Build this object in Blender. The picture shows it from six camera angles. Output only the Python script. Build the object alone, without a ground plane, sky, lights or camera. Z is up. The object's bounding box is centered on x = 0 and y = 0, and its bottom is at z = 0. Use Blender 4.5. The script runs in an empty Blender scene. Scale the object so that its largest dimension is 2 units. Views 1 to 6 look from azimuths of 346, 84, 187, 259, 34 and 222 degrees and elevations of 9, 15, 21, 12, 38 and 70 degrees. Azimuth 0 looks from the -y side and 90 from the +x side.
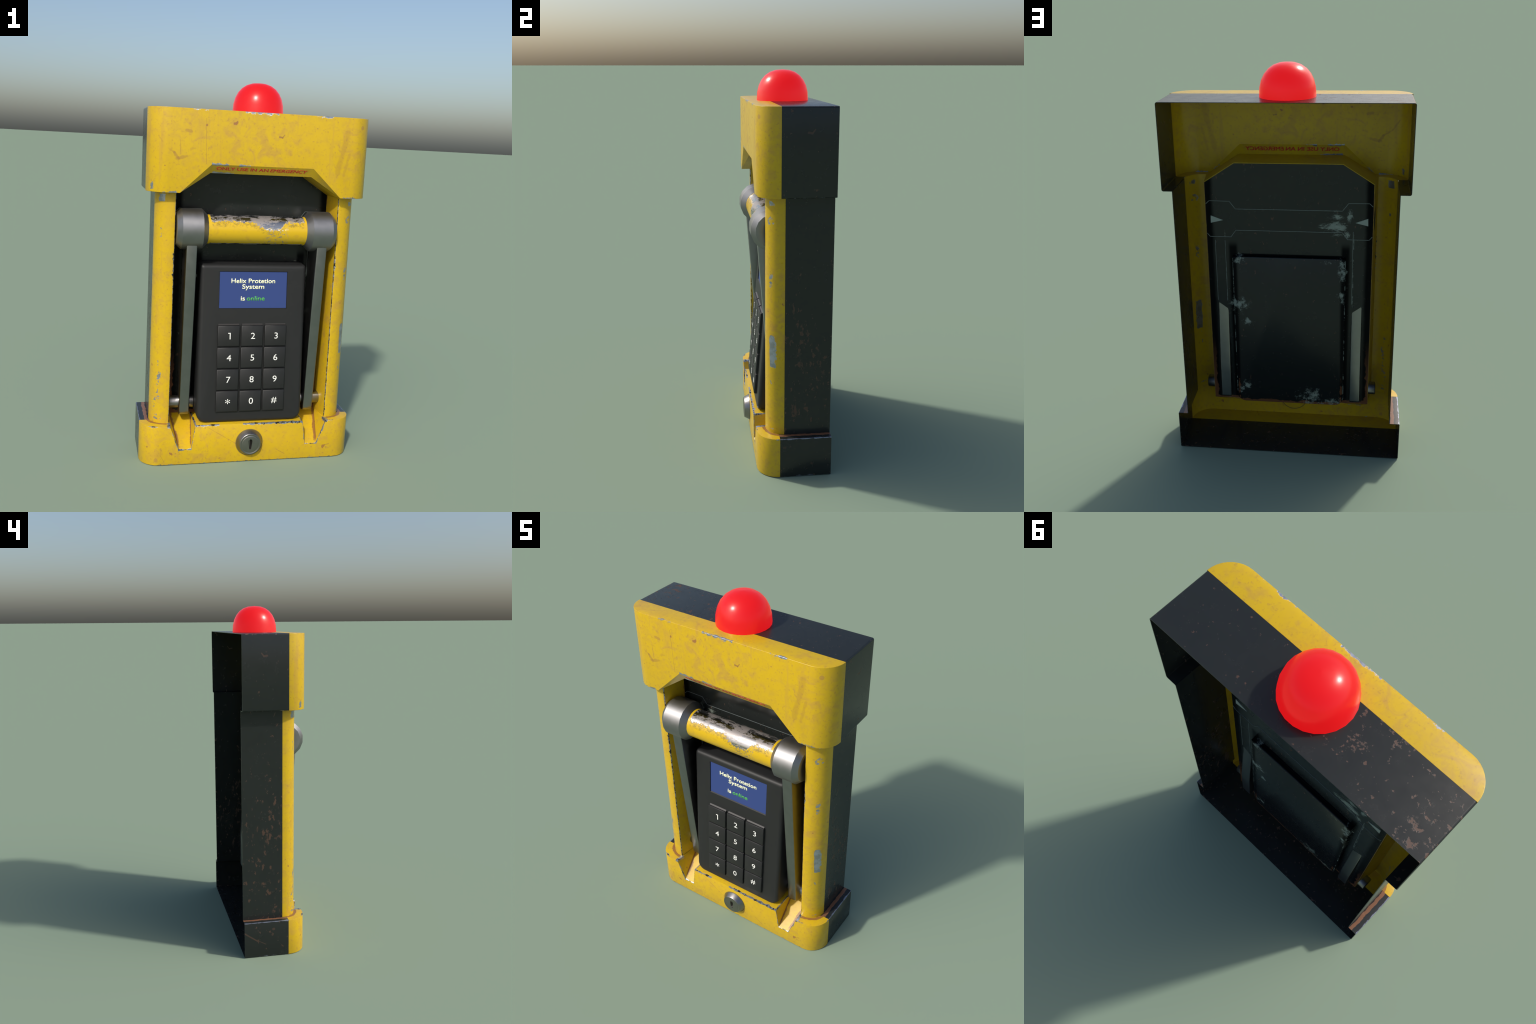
import bpy, bmesh, math
from mathutils import Vector, Matrix

# ------------------------------------------------------------------ dimensions (metres)
YB = 0.200                      # open back of the housing
HOOD_W, POST_W = 0.580, 0.530   # half widths
Z_BASE, Z_HOOD, Z_TOP = 0.212, 1.430, 1.845
Y_FRONT, Y_SEAM = -0.169, -0.060
R_HOOD = 0.109                  # plan radius of hood / base front corners
Y_POST, R_POST, YP_SEAM = -0.120, 0.086, -0.034
PANEL_Y = 0.025
PANEL = [(0.413, 0.212), (0.413, 1.430), (0.263, 1.5265)]
SHELL = 0.003
TILT = 0.0803                   # keypad face leans: dy/dz

# ------------------------------------------------------------------ node helper
class Nodes:
    def __init__(self, name):
        self.mat = bpy.data.materials.new(name)
        self.mat.use_nodes = True
        self.nt = self.mat.node_tree
        self.nt.nodes.clear()
        self.out = self.nt.nodes.new('ShaderNodeOutputMaterial')
        self.bsdf = self.nt.nodes.new('ShaderNodeBsdfPrincipled')
        self.nt.links.new(self.bsdf.outputs[0], self.out.inputs[0])
        self.co = self.nt.nodes.new('ShaderNodeTexCoord').outputs['Object']
        self._abs = None
        self._xyz = None

    def put(self, sock, v):
        if isinstance(v, bpy.types.NodeSocket):
            self.nt.links.new(v, sock)
        elif isinstance(v, (tuple, list)) and sock.type == 'RGBA' and len(v) == 3:
            sock.default_value = (*v, 1)
        else:
            sock.default_value = v

    def m(self, op, a, b=0.0, c=None, clamp=False):
        n = self.nt.nodes.new('ShaderNodeMath')
        n.operation = op
        n.use_clamp = clamp
        self.put(n.inputs[0], a)
        self.put(n.inputs[1], b)
        if c is not None:
            self.put(n.inputs[2], c)
        return n.outputs[0]

    def v(self, op, a, b=None, scale=None):
        n = self.nt.nodes.new('ShaderNodeVectorMath')
        n.operation = op
        self.put(n.inputs[0], a)
        if b is not None:
            self.put(n.inputs[1], b)
        if scale is not None:
            self.put(n.inputs['Scale'], scale)
        return n.outputs['Value'] if op in ('DOT_PRODUCT', 'LENGTH', 'DISTANCE') else n.outputs[0]

    def xyz(self):
        if self._xyz is None:
            n = self.nt.nodes.new('ShaderNodeSeparateXYZ')
            self.put(n.inputs[0], self.co)
            self._xyz = n.outputs
        return self._xyz

    def vec(self, x, y, z):
        n = self.nt.nodes.new('ShaderNodeCombineXYZ')
        for s, q in zip(n.inputs, (x, y, z)):
            self.put(s, q)
        return n.outputs[0]

    def mirrored(self):
        """object position with |x|, so a mark on one side repeats on the other"""
        if self._abs is None:
            self._abs = self.v('ABSOLUTE', self.co)
            x = self.xyz()
            s = self.nt.nodes.new('ShaderNodeSeparateXYZ')
            self.put(s.inputs[0], self._abs)
            self._abs = self.vec(s.outputs[0], x[1], x[2])
        return self._abs

    def noise(self, scale=10.0, detail=4.0, rough=0.55, stretch=None, distortion=0.0, shift=(0, 0, 0)):
        co = self.co
        if stretch or any(shift):
            mp = self.nt.nodes.new('ShaderNodeMapping')
            self.put(mp.inputs[0], co)
            mp.inputs['Location'].default_value = shift
            mp.inputs['Scale'].default_value = stretch or (1, 1, 1)
            co = mp.outputs[0]
        n = self.nt.nodes.new('ShaderNodeTexNoise')
        self.put(n.inputs['Vector'], co)
        n.inputs['Scale'].default_value = scale
        n.inputs['Detail'].default_value = detail
        n.inputs['Roughness'].default_value = rough
        n.inputs['Distortion'].default_value = distortion
        return n.outputs[0]

    def step(self, x, lo, hi, out=1.0):
        n = self.nt.nodes.new('ShaderNodeMapRange')
        n.interpolation_type = 'SMOOTHSTEP'
        self.put(n.inputs[0], x)
        self.put(n.inputs[1], lo)
        self.put(n.inputs[2], hi)
        n.inputs[3].default_value = 0.0
        n.inputs[4].default_value = out
        return n.outputs[0]

    def mix(self, f, a, b):
        n = self.nt.nodes.new('ShaderNodeMix')
        n.data_type = 'RGBA'
        self.put(n.inputs[0], f)
        self.put(n.inputs[6], a)
        self.put(n.inputs[7], b)
        return n.outputs[2]

    def seg(self, a, b, p=None):
        """distance from the surface point to the segment a-b"""
        a, b = Vector(a), Vector(b)
        ab = b - a
        d = self.v('SUBTRACT', p or self.co, tuple(a))
        t = self.m('MULTIPLY', self.v('DOT_PRODUCT', d, tuple(ab)), 1.0 / ab.length_squared, clamp=True)
        n = self.nt.nodes.new('ShaderNodeVectorMath')
        n.operation = 'SCALE'
        n.inputs[0].default_value = tuple(ab)
        self.put(n.inputs['Scale'], t)
        return self.v('LENGTH', self.v('SUBTRACT', d, n.outputs[0]))

    def box(self, c, h, soft=0.02, p=None):
        """soft box mask, 1 inside"""
        d = self.v('ABSOLUTE', self.v('SUBTRACT', p or self.co, tuple(c)))
        d = self.v('SUBTRACT', d, tuple(h))
        s = self.nt.nodes.new('ShaderNodeSeparateXYZ')
        self.put(s.inputs[0], d)
        k = self.m('MAXIMUM', self.m('MAXIMUM', s.outputs[0], s.outputs[1]), s.outputs[2])
        return self.step(k, soft, -soft)

    def any(self, masks):
        r = masks[0]
        for q in masks[1:]:
            r = self.m('MAXIMUM', r, q)
        return r

    def bump(self, h, strength=0.2, dist=0.002):
        n = self.nt.nodes.new('ShaderNodeBump')
        n.inputs['Strength'].default_value = strength
        n.inputs['Distance'].default_value = dist
        self.put(n.inputs['Height'], h)
        self.put(self.bsdf.inputs['Normal'], n.outputs[0])

    def set(self, **kw):
        names = dict(color='Base Color', metal='Metallic', rough='Roughness', spec='Specular IOR Level',
                     coat='Coat Weight', coat_rough='Coat Roughness', emit='Emission Color', glow='Emission Strength')
        for k, val in kw.items():
            self.put(self.bsdf.inputs[names[k]], val)
        return self.mat

YEL = (0.575, 0.378, 0.0095)
RUST = (0.21, 0.085, 0.035)
STEEL = (0.40, 0.43, 0.50)

def yellow_paint(name, edges=(), medges=(), patches=(), scratches=(), spots=(), rust=None, streaks=0.5, ring=None, dark=0.0, lines=()):
    return _yellow(name, edges, medges, patches, scratches, spots, rust, streaks, ring, dark, lines)

def _yellow(name, edges=(), medges=(), patches=(), scratches=(), spots=(), rust=None, streaks=0.5, ring=None, dark=0.0, lines=()):
    """worn yellow enamel: smudges, run marks, brown specks, chipped edges showing steel"""
    N = Nodes(name)
    big = N.noise(5, 3, 0.6)
    col = N.mix(N.step(big, 0.35, 0.7), YEL, (0.545, 0.352, 0.012))
    smudge = N.noise(14, 8, 0.62, distortion=1.2, shift=(3, 1, 5))
    spread = N.step(N.noise(3.0, 2, 0.5, shift=(7, 2, 2)), 0.30, 0.62)
    mott = N.noise(30, 6, 0.65, distortion=0.6, shift=(2, 6, 3))
    col = N.mix(N.step(mott, 0.46, 0.72, 0.30), col, (0.40, 0.245, 0.05))
    f = N.m('MULTIPLY', N.step(smudge, 0.44, 0.72, 0.62), spread)
    col = N.mix(f, col, (0.42, 0.235, 0.055))
    run = N.noise(1.0, 5, 0.6, stretch=(26, 26, 1.6), shift=(1.7, 0, 0))
    col = N.mix(N.step(run, 0.58, 0.74, streaks), col, (0.42, 0.24, 0.055))
    fine = N.noise(75, 3, 0.6, shift=(5, 5, 1))
    col = N.mix(N.step(fine, 0.56, 0.74, 0.45), col, (0.33, 0.17, 0.05))
    dots = N.noise(26, 2, 0.4, shift=(9, 3, 4))
    col = N.mix(N.step(dots, 0.755, 0.775, 0.75), col, (0.25, 0.095, 0.045))
    wob = N.m('MULTIPLY', N.m('SUBTRACT', N.noise(38, 4, 0.65), 0.5), 0.02)
    for a, b, w, k in scratches:
        d = N.m('ADD', N.seg(a, b), N.m('MULTIPLY', wob, min(1.0, w * 110)))
        col = N.mix(N.step(d, w, w * 0.35, k), col, (0.26, 0.12, 0.045))
    for c, r, k in spots:
        d = N.v('DISTANCE', N.co, c)
        col = N.mix(N.step(d, r, r * 0.75, k), col, (0.36, 0.19, 0.06))
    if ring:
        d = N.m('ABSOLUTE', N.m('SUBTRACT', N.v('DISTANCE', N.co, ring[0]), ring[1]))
        col = N.mix(N.step(d, 0.004, 0.001, 0.75), col, (0.05, 0.045, 0.04))  # contact shade around the lock flange, drawn into the enamel colour
    if rust:
        r = rust(N)
        col = N.mix(r, col, RUST)
    # chips down to bare metal
    chips = []
    cn = N.noise(30, 8, 0.78, shift=(2, 8, 3))
    for (a, b, w, thr) in edges:
        d = N.seg(a, b)
        k = N.m('SUBTRACT', N.m('MULTIPLY', N.m('SUBTRACT', cn, thr), w * 9), d)
        chips.append(N.step(k, 0.0, 0.0015))
    for (a, b, w, thr) in medges:
        d = N.seg(a, b, N.mirrored())
        k = N.m('SUBTRACT', N.m('MULTIPLY', N.m('SUBTRACT', cn, thr), w * 9), d)
        chips.append(N.step(k, 0.0, 0.0015))
    for (a, b, w) in lines:
        k = N.m('ADD', N.m('SUBTRACT', w, N.seg(a, b)), N.m('MULTIPLY', N.m('SUBTRACT', cn, 0.5), w * 1.6))
        chips.append(N.step(k, 0.0, 0.0012))
    nline = len(edges) + len(medges) + len(lines)
    pn = N.noise(34, 6, 0.72, shift=(4, 4, 9))
    for (c, h, soft, thr) in patches:
        b = N.box(c, h, soft)
        k = N.m('SUBTRACT', N.m('MULTIPLY', b, 1.0), N.m('ADD', N.m('MULTIPLY', N.m('SUBTRACT', pn, 0.5), -2.2), thr))
        chips.append(N.step(k, 0.0, 0.08))
    metal = 0.0
    if chips:
        chip = N.any(chips)
        tone = N.mix(N.step(N.noise(30, 3, 0.6), 0.4, 0.6), STEEL, (0.30, 0.32, 0.34))
        if dark:
            edge_only = N.any(chips[:nline]) if nline else 0.0
            gap = N.m('MULTIPLY', N.step(N.noise(42, 5, 0.7, shift=(6, 2, 8)), 0.5 + 0.16 * (dark - 0.5) * 2, 0.43 + 0.16 * (dark - 0.5) * 2), edge_only)
            tone = N.mix(gap, tone, (0.035, 0.035, 0.04))
        col = N.mix(chip, col, tone)
        metal = N.m('MULTIPLY', chip, 0.75)
        N.bump(N.m('ADD', N.m('MULTIPLY', chip, -1.0), N.m('MULTIPLY', fine, 0.25)), 0.35, 0.0015)
    else:
        N.bump(fine, 0.08, 0.001)
    N.set(color=col, metal=metal, rough=N.m('ADD', 0.20, N.m('MULTIPLY', smudge, 0.22)), spec=0.40)
    return N.mat

def black_paint(name, rust_extra=None, edges=(), panel=False, scratches=()):
    """dark green-black enamel freckled with rust"""
    N = Nodes(name)
    col = N.mix(N.noise(9, 4, 0.6), (0.0150, 0.0178, 0.0168), (0.0195, 0.0220, 0.0212))
    freck = N.noise(44, 5, 0.6, stretch=(1, 1, 0.7), shift=(3, 3, 3))
    zone = N.step(N.noise(5.5, 4, 0.65, shift=(1, 6, 2)), 0.36, 0.68)
    thr = N.m('SUBTRACT', 0.700, N.m('MULTIPLY', zone, 0.075))
    if rust_extra:
        thr = N.m('SUBTRACT', thr, N.m('MULTIPLY', rust_extra(N), 0.055))
    f1 = N.step(N.m('SUBTRACT', freck, thr), 0.0, 0.03)
    scrape = N.noise(14, 8, 0.74, stretch=(1.6, 1.9, 0.6), shift=(8, 1, 1))
    thr2 = N.m('SUBTRACT', 0.735, N.m('MULTIPLY', zone, 0.105))
    if rust_extra:
        thr2 = N.m('SUBTRACT', thr2, N.m('MULTIPLY', rust_extra(N), 0.075))
    f2 = N.step(N.m('SUBTRACT', scrape, thr2), 0.0, 0.04)
    rust = N.m('MAXIMUM', f1, f2)
    for a, b, w, k in scratches:
        rust = N.m('MAXIMUM', rust, N.step(N.seg(a, b), w, w * 0.4, k))
    col = N.mix(N.m('MULTIPLY', rust, 0.85), col, (0.088, 0.046, 0.030))
    metal = 0.0
    cn = N.noise(30, 6, 0.7)
    chips = []
    for a, b, w, t in edges:
        k = N.m('SUBTRACT', N.m('MULTIPLY', N.m('SUBTRACT', cn, t), w * 9), N.seg(a, b, N.mirrored()))
        chips.append(N.step(k, 0.0, 0.0015))
    rgh = N.m('ADD', 0.17, N.m('MULTIPLY', N.noise(20, 4), 0.16))
    rgh = N.m('ADD', rgh, N.m('MULTIPLY', rust, 0.25))
    if panel:
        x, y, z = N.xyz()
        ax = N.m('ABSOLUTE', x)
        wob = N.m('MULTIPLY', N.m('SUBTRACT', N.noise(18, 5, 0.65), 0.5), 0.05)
        # ambient occlusion painted dark on border, keypad surround and arm channels
        painted_ao = N.step(N.m('ADD', ax, N.m('MULTIPLY', wob, 0.25)), 0.366, 0.392)
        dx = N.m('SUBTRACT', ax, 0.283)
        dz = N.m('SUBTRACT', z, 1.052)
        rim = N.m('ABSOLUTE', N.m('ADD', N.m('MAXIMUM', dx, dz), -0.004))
        painted_ao = N.m('MAXIMUM', painted_ao, N.m('MULTIPLY', N.step(rim, 0.009, 0.004), N.step(y, 0.034, 0.030)))
        painted_ao = N.m('MAXIMUM', painted_ao, N.m('MULTIPLY', N.step(z, 1.14, 1.09), N.step(N.m('ABSOLUTE', dx), 0.03, 0.012)))
        painted_ao = N.m('MAXIMUM', painted_ao, N.m('MULTIPLY', N.step(z, 0.75, 0.35), 0.5))
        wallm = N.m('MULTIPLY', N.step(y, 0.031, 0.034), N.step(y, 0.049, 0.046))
        painted_ao = N.m('MAXIMUM', painted_ao, N.m('MULTIPLY', wallm, N.step(z, 1.03, 1.045)))
        col = N.mix(painted_ao, col, (0.0030, 0.0036, 0.0045))
        # rust creeping up from the lower rim
        edge_d = N.m('MINIMUM', N.m('SUBTRACT', 0.413, ax), N.m('SUBTRACT', z, 0.212))
        rr = N.m('SUBTRACT', N.m('ADD', edge_d, wob), 0.013)
        low = N.step(z, 0.62, 0.30)
        col = N.mix(N.m('MULTIPLY', N.step(rr, 0.004, -0.002, 0.9), low), col, (0.15, 0.062, 0.03))
        kp = N.m('ABSOLUTE', N.m('SUBTRACT', ax, 0.272))
        rr = N.m('ADD', N.m('ADD', kp, N.m('MULTIPLY', wob, 1.1)), N.m('MULTIPLY', N.step(z, 0.25, 0.6), 0.02))
        col = N.mix(N.m('MULTIPLY', N.step(rr, 0.006, 0.001, 0.8), N.step(z, 0.62, 0.5)), col, (0.15, 0.062, 0.03))
        # pale scuffs
        sc = N.noise(26, 9, 0.82, stretch=(1, 1, 0.9), shift=(2, 2, 6))
        sc2 = N.noise(24, 9, 0.82, stretch=(0.5, 1, 1.7), shift=(5, 1, 3))
        scuffs = []
        for c, h, t, src in [((-0.222, 0.025, 1.215), (0.085, 0.1, 0.075), 0.46, sc2),
                             ((-0.238, 0.025, 1.262), (0.045, 0.1, 0.050), 0.50, sc2),
                             ((-0.298, 0.025, 1.265), (0.026, 0.1, 0.055), 0.52, sc),
                             ((-0.290, 0.025, 1.180), (0.022, 0.1, 0.030), 0.52, sc),
                             ((0.250, 0.025, 1.038), (0.045, 0.1, 0.035), 0.55, sc),
                             ((-0.205, 0.025, 1.036), (0.060, 0.1, 0.030), 0.70, sc),
                             ((-0.270, 0.025, 0.990), (0.035, 0.1, 0.090), 0.55, sc),
                             ((-0.268, 0.025, 0.860), (0.040, 0.1, 0.070), 0.62, sc),
                             ((0.262, 0.025, 0.790), (0.085, 0.1, 0.080), 0.50, sc),
                             ((0.215, 0.025, 0.700), (0.050, 0.1, 0.045), 0.70, sc),
                             ((-0.105, 0.025, 0.255), (0.110, 0.1, 0.085), 0.52, sc),
                             ((0.235, 0.025, 0.300), (0.060, 0.1, 0.070), 0.66, sc),
                             ((-0.235, 0.025, 0.235), (0.080, 0.1, 0.045), 0.62, sc)]:
            q = N.v('DIVIDE', N.v('SUBTRACT', N.co, c), (h[0], 10.0, h[2]))
            b = N.m('SUBTRACT', 1.0, N.v('LENGTH', q))
            k = N.m('SUBTRACT', N.m('ADD', b, N.m('MULTIPLY', N.m('SUBTRACT', src, 0.5), 4.8)), t - 0.05)
            scuffs.append(N.m('MULTIPLY', N.step(k, 0.0, 0.55), N.step(b, 0.0, 0.35)))
        scuff = N.any(scuffs)
        brk = N.step(N.noise(22, 6, 0.75, shift=(1, 9, 4)), 0.50, 0.56)
        trim = N.m('MULTIPLY', N.step(N.m('ABSOLUTE', N.m('SUBTRACT', ax, 0.2835)), 0.0028, 0.0014), N.m('MULTIPLY', brk, N.step(z, 1.048, 1.040)))
        trim2 = N.m('MULTIPLY', N.step(N.m('ABSOLUTE', N.m('SUBTRACT', ax, 0.322)), 0.0030, 0.0012), N.m('MULTIPLY', brk, N.step(z, 1.19, 1.17)))
        scuff = N.any([scuff, N.m('MULTIPLY', trim, 0.7), N.m('MULTIPLY', trim2, 0.6)])
        stray = N.step(N.noise(55, 4, 0.6, stretch=(1, 1, 0.8), shift=(0, 3, 7)), 0.715, 0.76, 0.5)
        scuff = N.m('MAXIMUM', scuff, N.m('MULTIPLY', stray, N.step(z, 1.05, 0.95)))
        col = N.mix(N.m('MULTIPLY', scuff, 0.85), col, (0.26, 0.30, 0.26))
    if chips:
        chip = N.any(chips)
        col = N.mix(chip, col, (0.24, 0.26, 0.33))
        metal = N.m('MULTIPLY', chip, 0.7)
    N.bump(N.m('ADD', N.m('MULTIPLY', rust, -0.8), N.m('MULTIPLY', freck, 0.3)), 0.25, 0.0012)
    spec = 0.40
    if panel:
        spec = N.m('MULTIPLY', N.m('SUBTRACT', 1.0, N.m('MULTIPLY', painted_ao, 0.85)), 0.34)
    N.set(color=col, metal=metal, rough=rgh, spec=spec)
    return N.mat

def gunmetal(name, tone=0.30, rough=0.30, worn=True):
    N = Nodes(name)
    n = N.noise(22, 6, 0.65)
    c = N.mix(n, (tone * 0.86, tone * 0.86, tone * 0.86), (tone * 1.12, tone * 1.12, tone * 1.14))
    nick = N.step(N.noise(55, 5, 0.7, shift=(2, 1, 1)), 0.70, 0.76, 0.6 if worn else 0.0)
    c = N.mix(N.m('MULTIPLY', nick, 0.4), c, (0.45, 0.45, 0.45))
    if worn:
        N.bump(N.noise(150, 3), 0.05, 0.001)
    return N.set(color=c, metal=1.0, rough=N.m('ADD', rough - 0.06, N.m('MULTIPLY', n, 0.14)))

def plain(name, color, rough=0.5, metal=0.0, grain=0.0, spec=0.5):
    N = Nodes(name)
    c = color
    if grain:
        c = N.mix(N.noise(40, 5, 0.6), tuple(q * (1 - grain) for q in color), tuple(q * (1 + grain) for q in color))
        N.bump(N.noise(260, 2), 0.10, 0.0006)
    return N.set(color=c, rough=rough, metal=metal, spec=spec)

# ------------------------------------------------------------------ mesh helper
class Shape:
    def __init__(self):
        self.vs, self.idx, self.fs = [], {}, []

    def pt(self, p):
        k = tuple(round(c, 5) for c in p)
        if k not in self.idx:
            self.idx[k] = len(self.vs)
            self.vs.append(k)
        return self.idx[k]

    def face(self, pts, hint):
        """polygon whose outside looks along hint"""
        n = Vector((0, 0, 0))
        for i in range(len(pts)):
            a, b = Vector(pts[i]), Vector(pts[(i + 1) % len(pts)])
            n += a.cross(b)
        if n.dot(Vector(hint)) < 0:
            pts = list(reversed(pts))
        ids = []
        for p in pts:
            i = self.pt(p)
            if i not in ids:
                ids.append(i)
        if len(ids) > 2:
            self.fs.append(ids)

    def wall(self, line, z0, z1, inside=(0, 0.1)):
        """vertical wall over a plan polyline, outside away from the point inside"""
        for (x0, y0), (x1, y1) in zip(line, line[1:]):
            d = ((x0 + x1) / 2 - inside[0], (y0 + y1) / 2 - inside[1])
            nx, ny = (y1 - y0), -(x1 - x0)
            if nx * d[0] + ny * d[1] < 0:
                nx, ny = -nx, -ny
            self.face([(x0, y0, z0), (x1, y1, z0), (x1, y1, z1), (x0, y0, z1)], (nx, ny, 0))

    def strip(self, la, lb, hint):
        for i in range(len(la) - 1):
            self.face([la[i], la[i + 1], lb[i + 1], lb[i]], hint)

    def mirror(self):
        """append a copy reflected in x"""
        for f in list(self.fs):
            pts = [self.vs[i] for i in f]
            ids = [self.pt((-x, y, z)) for x, y, z in reversed(pts)]
            if set(ids) != set(f):
                self.fs.append(ids)

    def mesh(self, name):
        me = bpy.data.meshes.new(name)
        me.from_pydata(self.vs, [], self.fs)
        me.validate()
        me.update()
        return me

def link(name, mesh, mats, parent=None, angle=35, smooth=True):
    ob = bpy.data.objects.new(name, mesh)
    bpy.context.scene.collection.objects.link(ob)
    for mt in (mats if isinstance(mats, (list, tuple)) else [mats]):
        mesh.materials.append(mt)
    if smooth:
        mesh.shade_smooth()
        mesh.set_sharp_from_angle(angle=math.radians(angle))
    if parent:
        ob.parent = parent
    return ob

def bake(ob, angle=35):
    """apply the modifiers of ob"""
    dg = bpy.context.evaluated_depsgraph_get()
    dg.update()
    me = bpy.data.meshes.new_from_object(ob.evaluated_get(dg))
    me.name = ob.name
    ob.modifiers.clear()
    ob.data = me
    me.shade_smooth()
    me.set_sharp_from_angle(angle=math.radians(angle))
    return ob

def shell(ob, bevel=0.0, limit=60, thick=SHELL, segs=3, angle=35):
    if bevel:
        b = ob.modifiers.new('bevel', 'BEVEL')
        b.width, b.segments, b.limit_method, b.angle_limit = bevel, segs, 'ANGLE', math.radians(limit)
        b.use_clamp_overlap = True
    if thick:
        s = ob.modifiers.new('solid', 'SOLIDIFY')
        s.thickness, s.offset, s.use_even_offset = thick, -1, False
        s.use_quality_normals = True
    return bake(ob, angle)

def bevelled(ob, w, segs=3, limit=40, angle=35):
    return shell(ob, w, limit, 0, segs, angle)

def arc(cx, cy, r, a0, a1, n):
    return [(cx + r * math.cos(math.radians(a0 + (a1 - a0) * i / n)),
             cy + r * math.sin(math.radians(a0 + (a1 - a0) * i / n))) for i in range(n + 1)]

def lathe(name, profile, n, axis='X', center=(0, 0, 0), close=True):
    """revolve (along, radius) pairs around an axis"""
    me = bpy.data.meshes.new(name)
    bm = bmesh.new()
    rings = []
    for a, r in profile:
        ring = []
        for i in range(n):
            t = 2 * math.pi * (i + 0.5) / n
            c, s = r * math.cos(t), r * math.sin(t)
            p = {'X': (a, c, s), 'Y': (c, a, s), 'Z': (c, s, a)}[axis]
            ring.append(bm.verts.new(Vector(p) + Vector(center)))
        rings.append(ring)
    for r0, r1 in zip(rings, rings[1:]):
        for i in range(n):
            bm.faces.new((r0[i], r0[(i + 1) % n], r1[(i + 1) % n], r1[i]))
    if close:
        bm.faces.new(rings[0])
        bm.faces.new(rings[-1])
    bmesh.ops.recalc_face_normals(bm, faces=bm.faces)
    bm.to_mesh(me)
    bm.free()
    return me

# ------------------------------------------------------------------ thing
root = bpy.data.objects.new('emergency_keypad_box', None)
bpy.context.scene.collection.objects.link(root)
root['label'] = 'worn yellow and black emergency keypad box with handle and red lamp'
root['category'] = 'keypad box'

xf = HOOD_W - R_HOOD                       # where the hood front turns flat
hood_arc = [(HOOD_W, Y_SEAM)] + arc(xf, Y_FRONT + R_HOOD, R_HOOD, 0, -90, 9)[0:]
hood_arc = [p for i, p in enumerate(hood_arc) if i == 0 or (abs(p[0] - hood_arc[i-1][0]) + abs(p[1] - hood_arc[i-1][1])) > 1e-4]
xp = POST_W - R_POST
post_arc = [(POST_W, YP_SEAM)] + arc(xp, Y_POST + R_POST, R_POST, 0, -90, 8)[1:]

# ---- cut-out of the hood
P1, P2 = (0.420, Y_FRONT, Z_HOOD), (0.265, Y_FRONT, 1.577)
Q2 = (0.265, -0.135, 1.533)
R1, R2 = (0.413, PANEL_Y, Z_HOOD), (0.263, PANEL_Y, 1.5265)

# ---- yellow hood
def m_hood():
    e = [((-0.40, -0.166, 1.842), (0.42, -0.166, 1.842), 0.0075, 0.55),
         ((-0.10, -0.166, 1.842), (0.06, -0.166, 1.842), 0.0060, 0.38),
         ((-0.36, -0.166, 1.842), (-0.26, -0.166, 1.842), 0.0080, 0.47),
         ((0.27, -0.166, 1.842), (0.35, -0.166, 1.842), 0.0060, 0.42),
         ((-0.25, -0.137, 1.535), (-0.15, -0.135, 1.533), 0.006, 0.36),
         ((-0.26, -0.169, 1.578), (-0.18, -0.169, 1.578), 0.005, 0.40),
         ((-0.12, -0.169, 1.577), (-0.07, -0.169, 1.577), 0.005, 0.38)]
    me = [((0.42, -0.168, 1.432), (0.29, -0.150, 1.55), 0.0045, 0.47),
          ((0.44, -0.167, 1.431), (0.50, -0.165, 1.431), 0.006, 0.40)]
    sc = [((0.077, -0.169, 1.728), (0.090, -0.169, 1.725), 0.0055, 0.8), ((0.090, -0.169, 1.725), (0.101, -0.169, 1.740), 0.004, 0.75),
          ((-0.580, -0.10, 1.742), (-0.580, -0.115, 1.738), 0.006, 0.7), ((-0.575, -0.115, 1.738), (-0.565, -0.128, 1.752), 0.005, 0.7),
          ((-0.528, -0.15, 1.705), (-0.495, -0.16, 1.655), 0.006, 0.38), ((-0.495, -0.16, 1.655), (-0.452, -0.168, 1.628), 0.008, 0.42),
          ((-0.452, -0.168, 1.628), (-0.432, -0.169, 1.598), 0.010, 0.45), ((-0.440, -0.169, 1.600), (-0.390, -0.169, 1.612), 0.011, 0.40),
          ((-0.300, -0.169, 1.80), (-0.292, -0.169, 1.58), 0.003, 0.35), ((-0.425, -0.169, 1.69), (-0.422, -0.169, 1.62), 0.003, 0.35),
          ((0.440, -0.169, 1.77), (0.395, -0.169, 1.56), 0.020, 0.26), ((0.455, -0.169, 1.66), (0.430, -0.169, 1.55), 0.010, 0.22),
          ((-0.395, -0.169, 1.739), (-0.375, -0.169, 1.735), 0.010, 0.40), ((-0.37, -0.169, 1.646), (-0.362, -0.169, 1.652), 0.011, 0.25)]
    sp = [((0.521, -0.1575, 1.797), 0.0125, 0.6)]
    pt = [((-0.555, -0.12, 1.462), (0.012, 0.05, 0.026), 0.014, 0.92)]
    return yellow_paint('yellow_enamel_hood', e, me, pt, sc, sp, streaks=0.42)

s = Shape()
s.wall(hood_arc, Z_HOOD, Z_TOP, (0.3, 0.1))
# flat front between the corners, notched below
s.face([(xf, Y_FRONT, Z_HOOD), P1, P2, (P2[0], Y_FRONT, Z_TOP), (xf, Y_FRONT, Z_TOP)], (0, -1, 0))
s.mirror()
mx = lambda p: (-p[0], p[1], p[2])
s.face([P2, (P2[0], Y_FRONT, Z_TOP), mx((P2[0], Y_FRONT, Z_TOP)), mx(P2)], (0, -1, 0))
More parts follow.
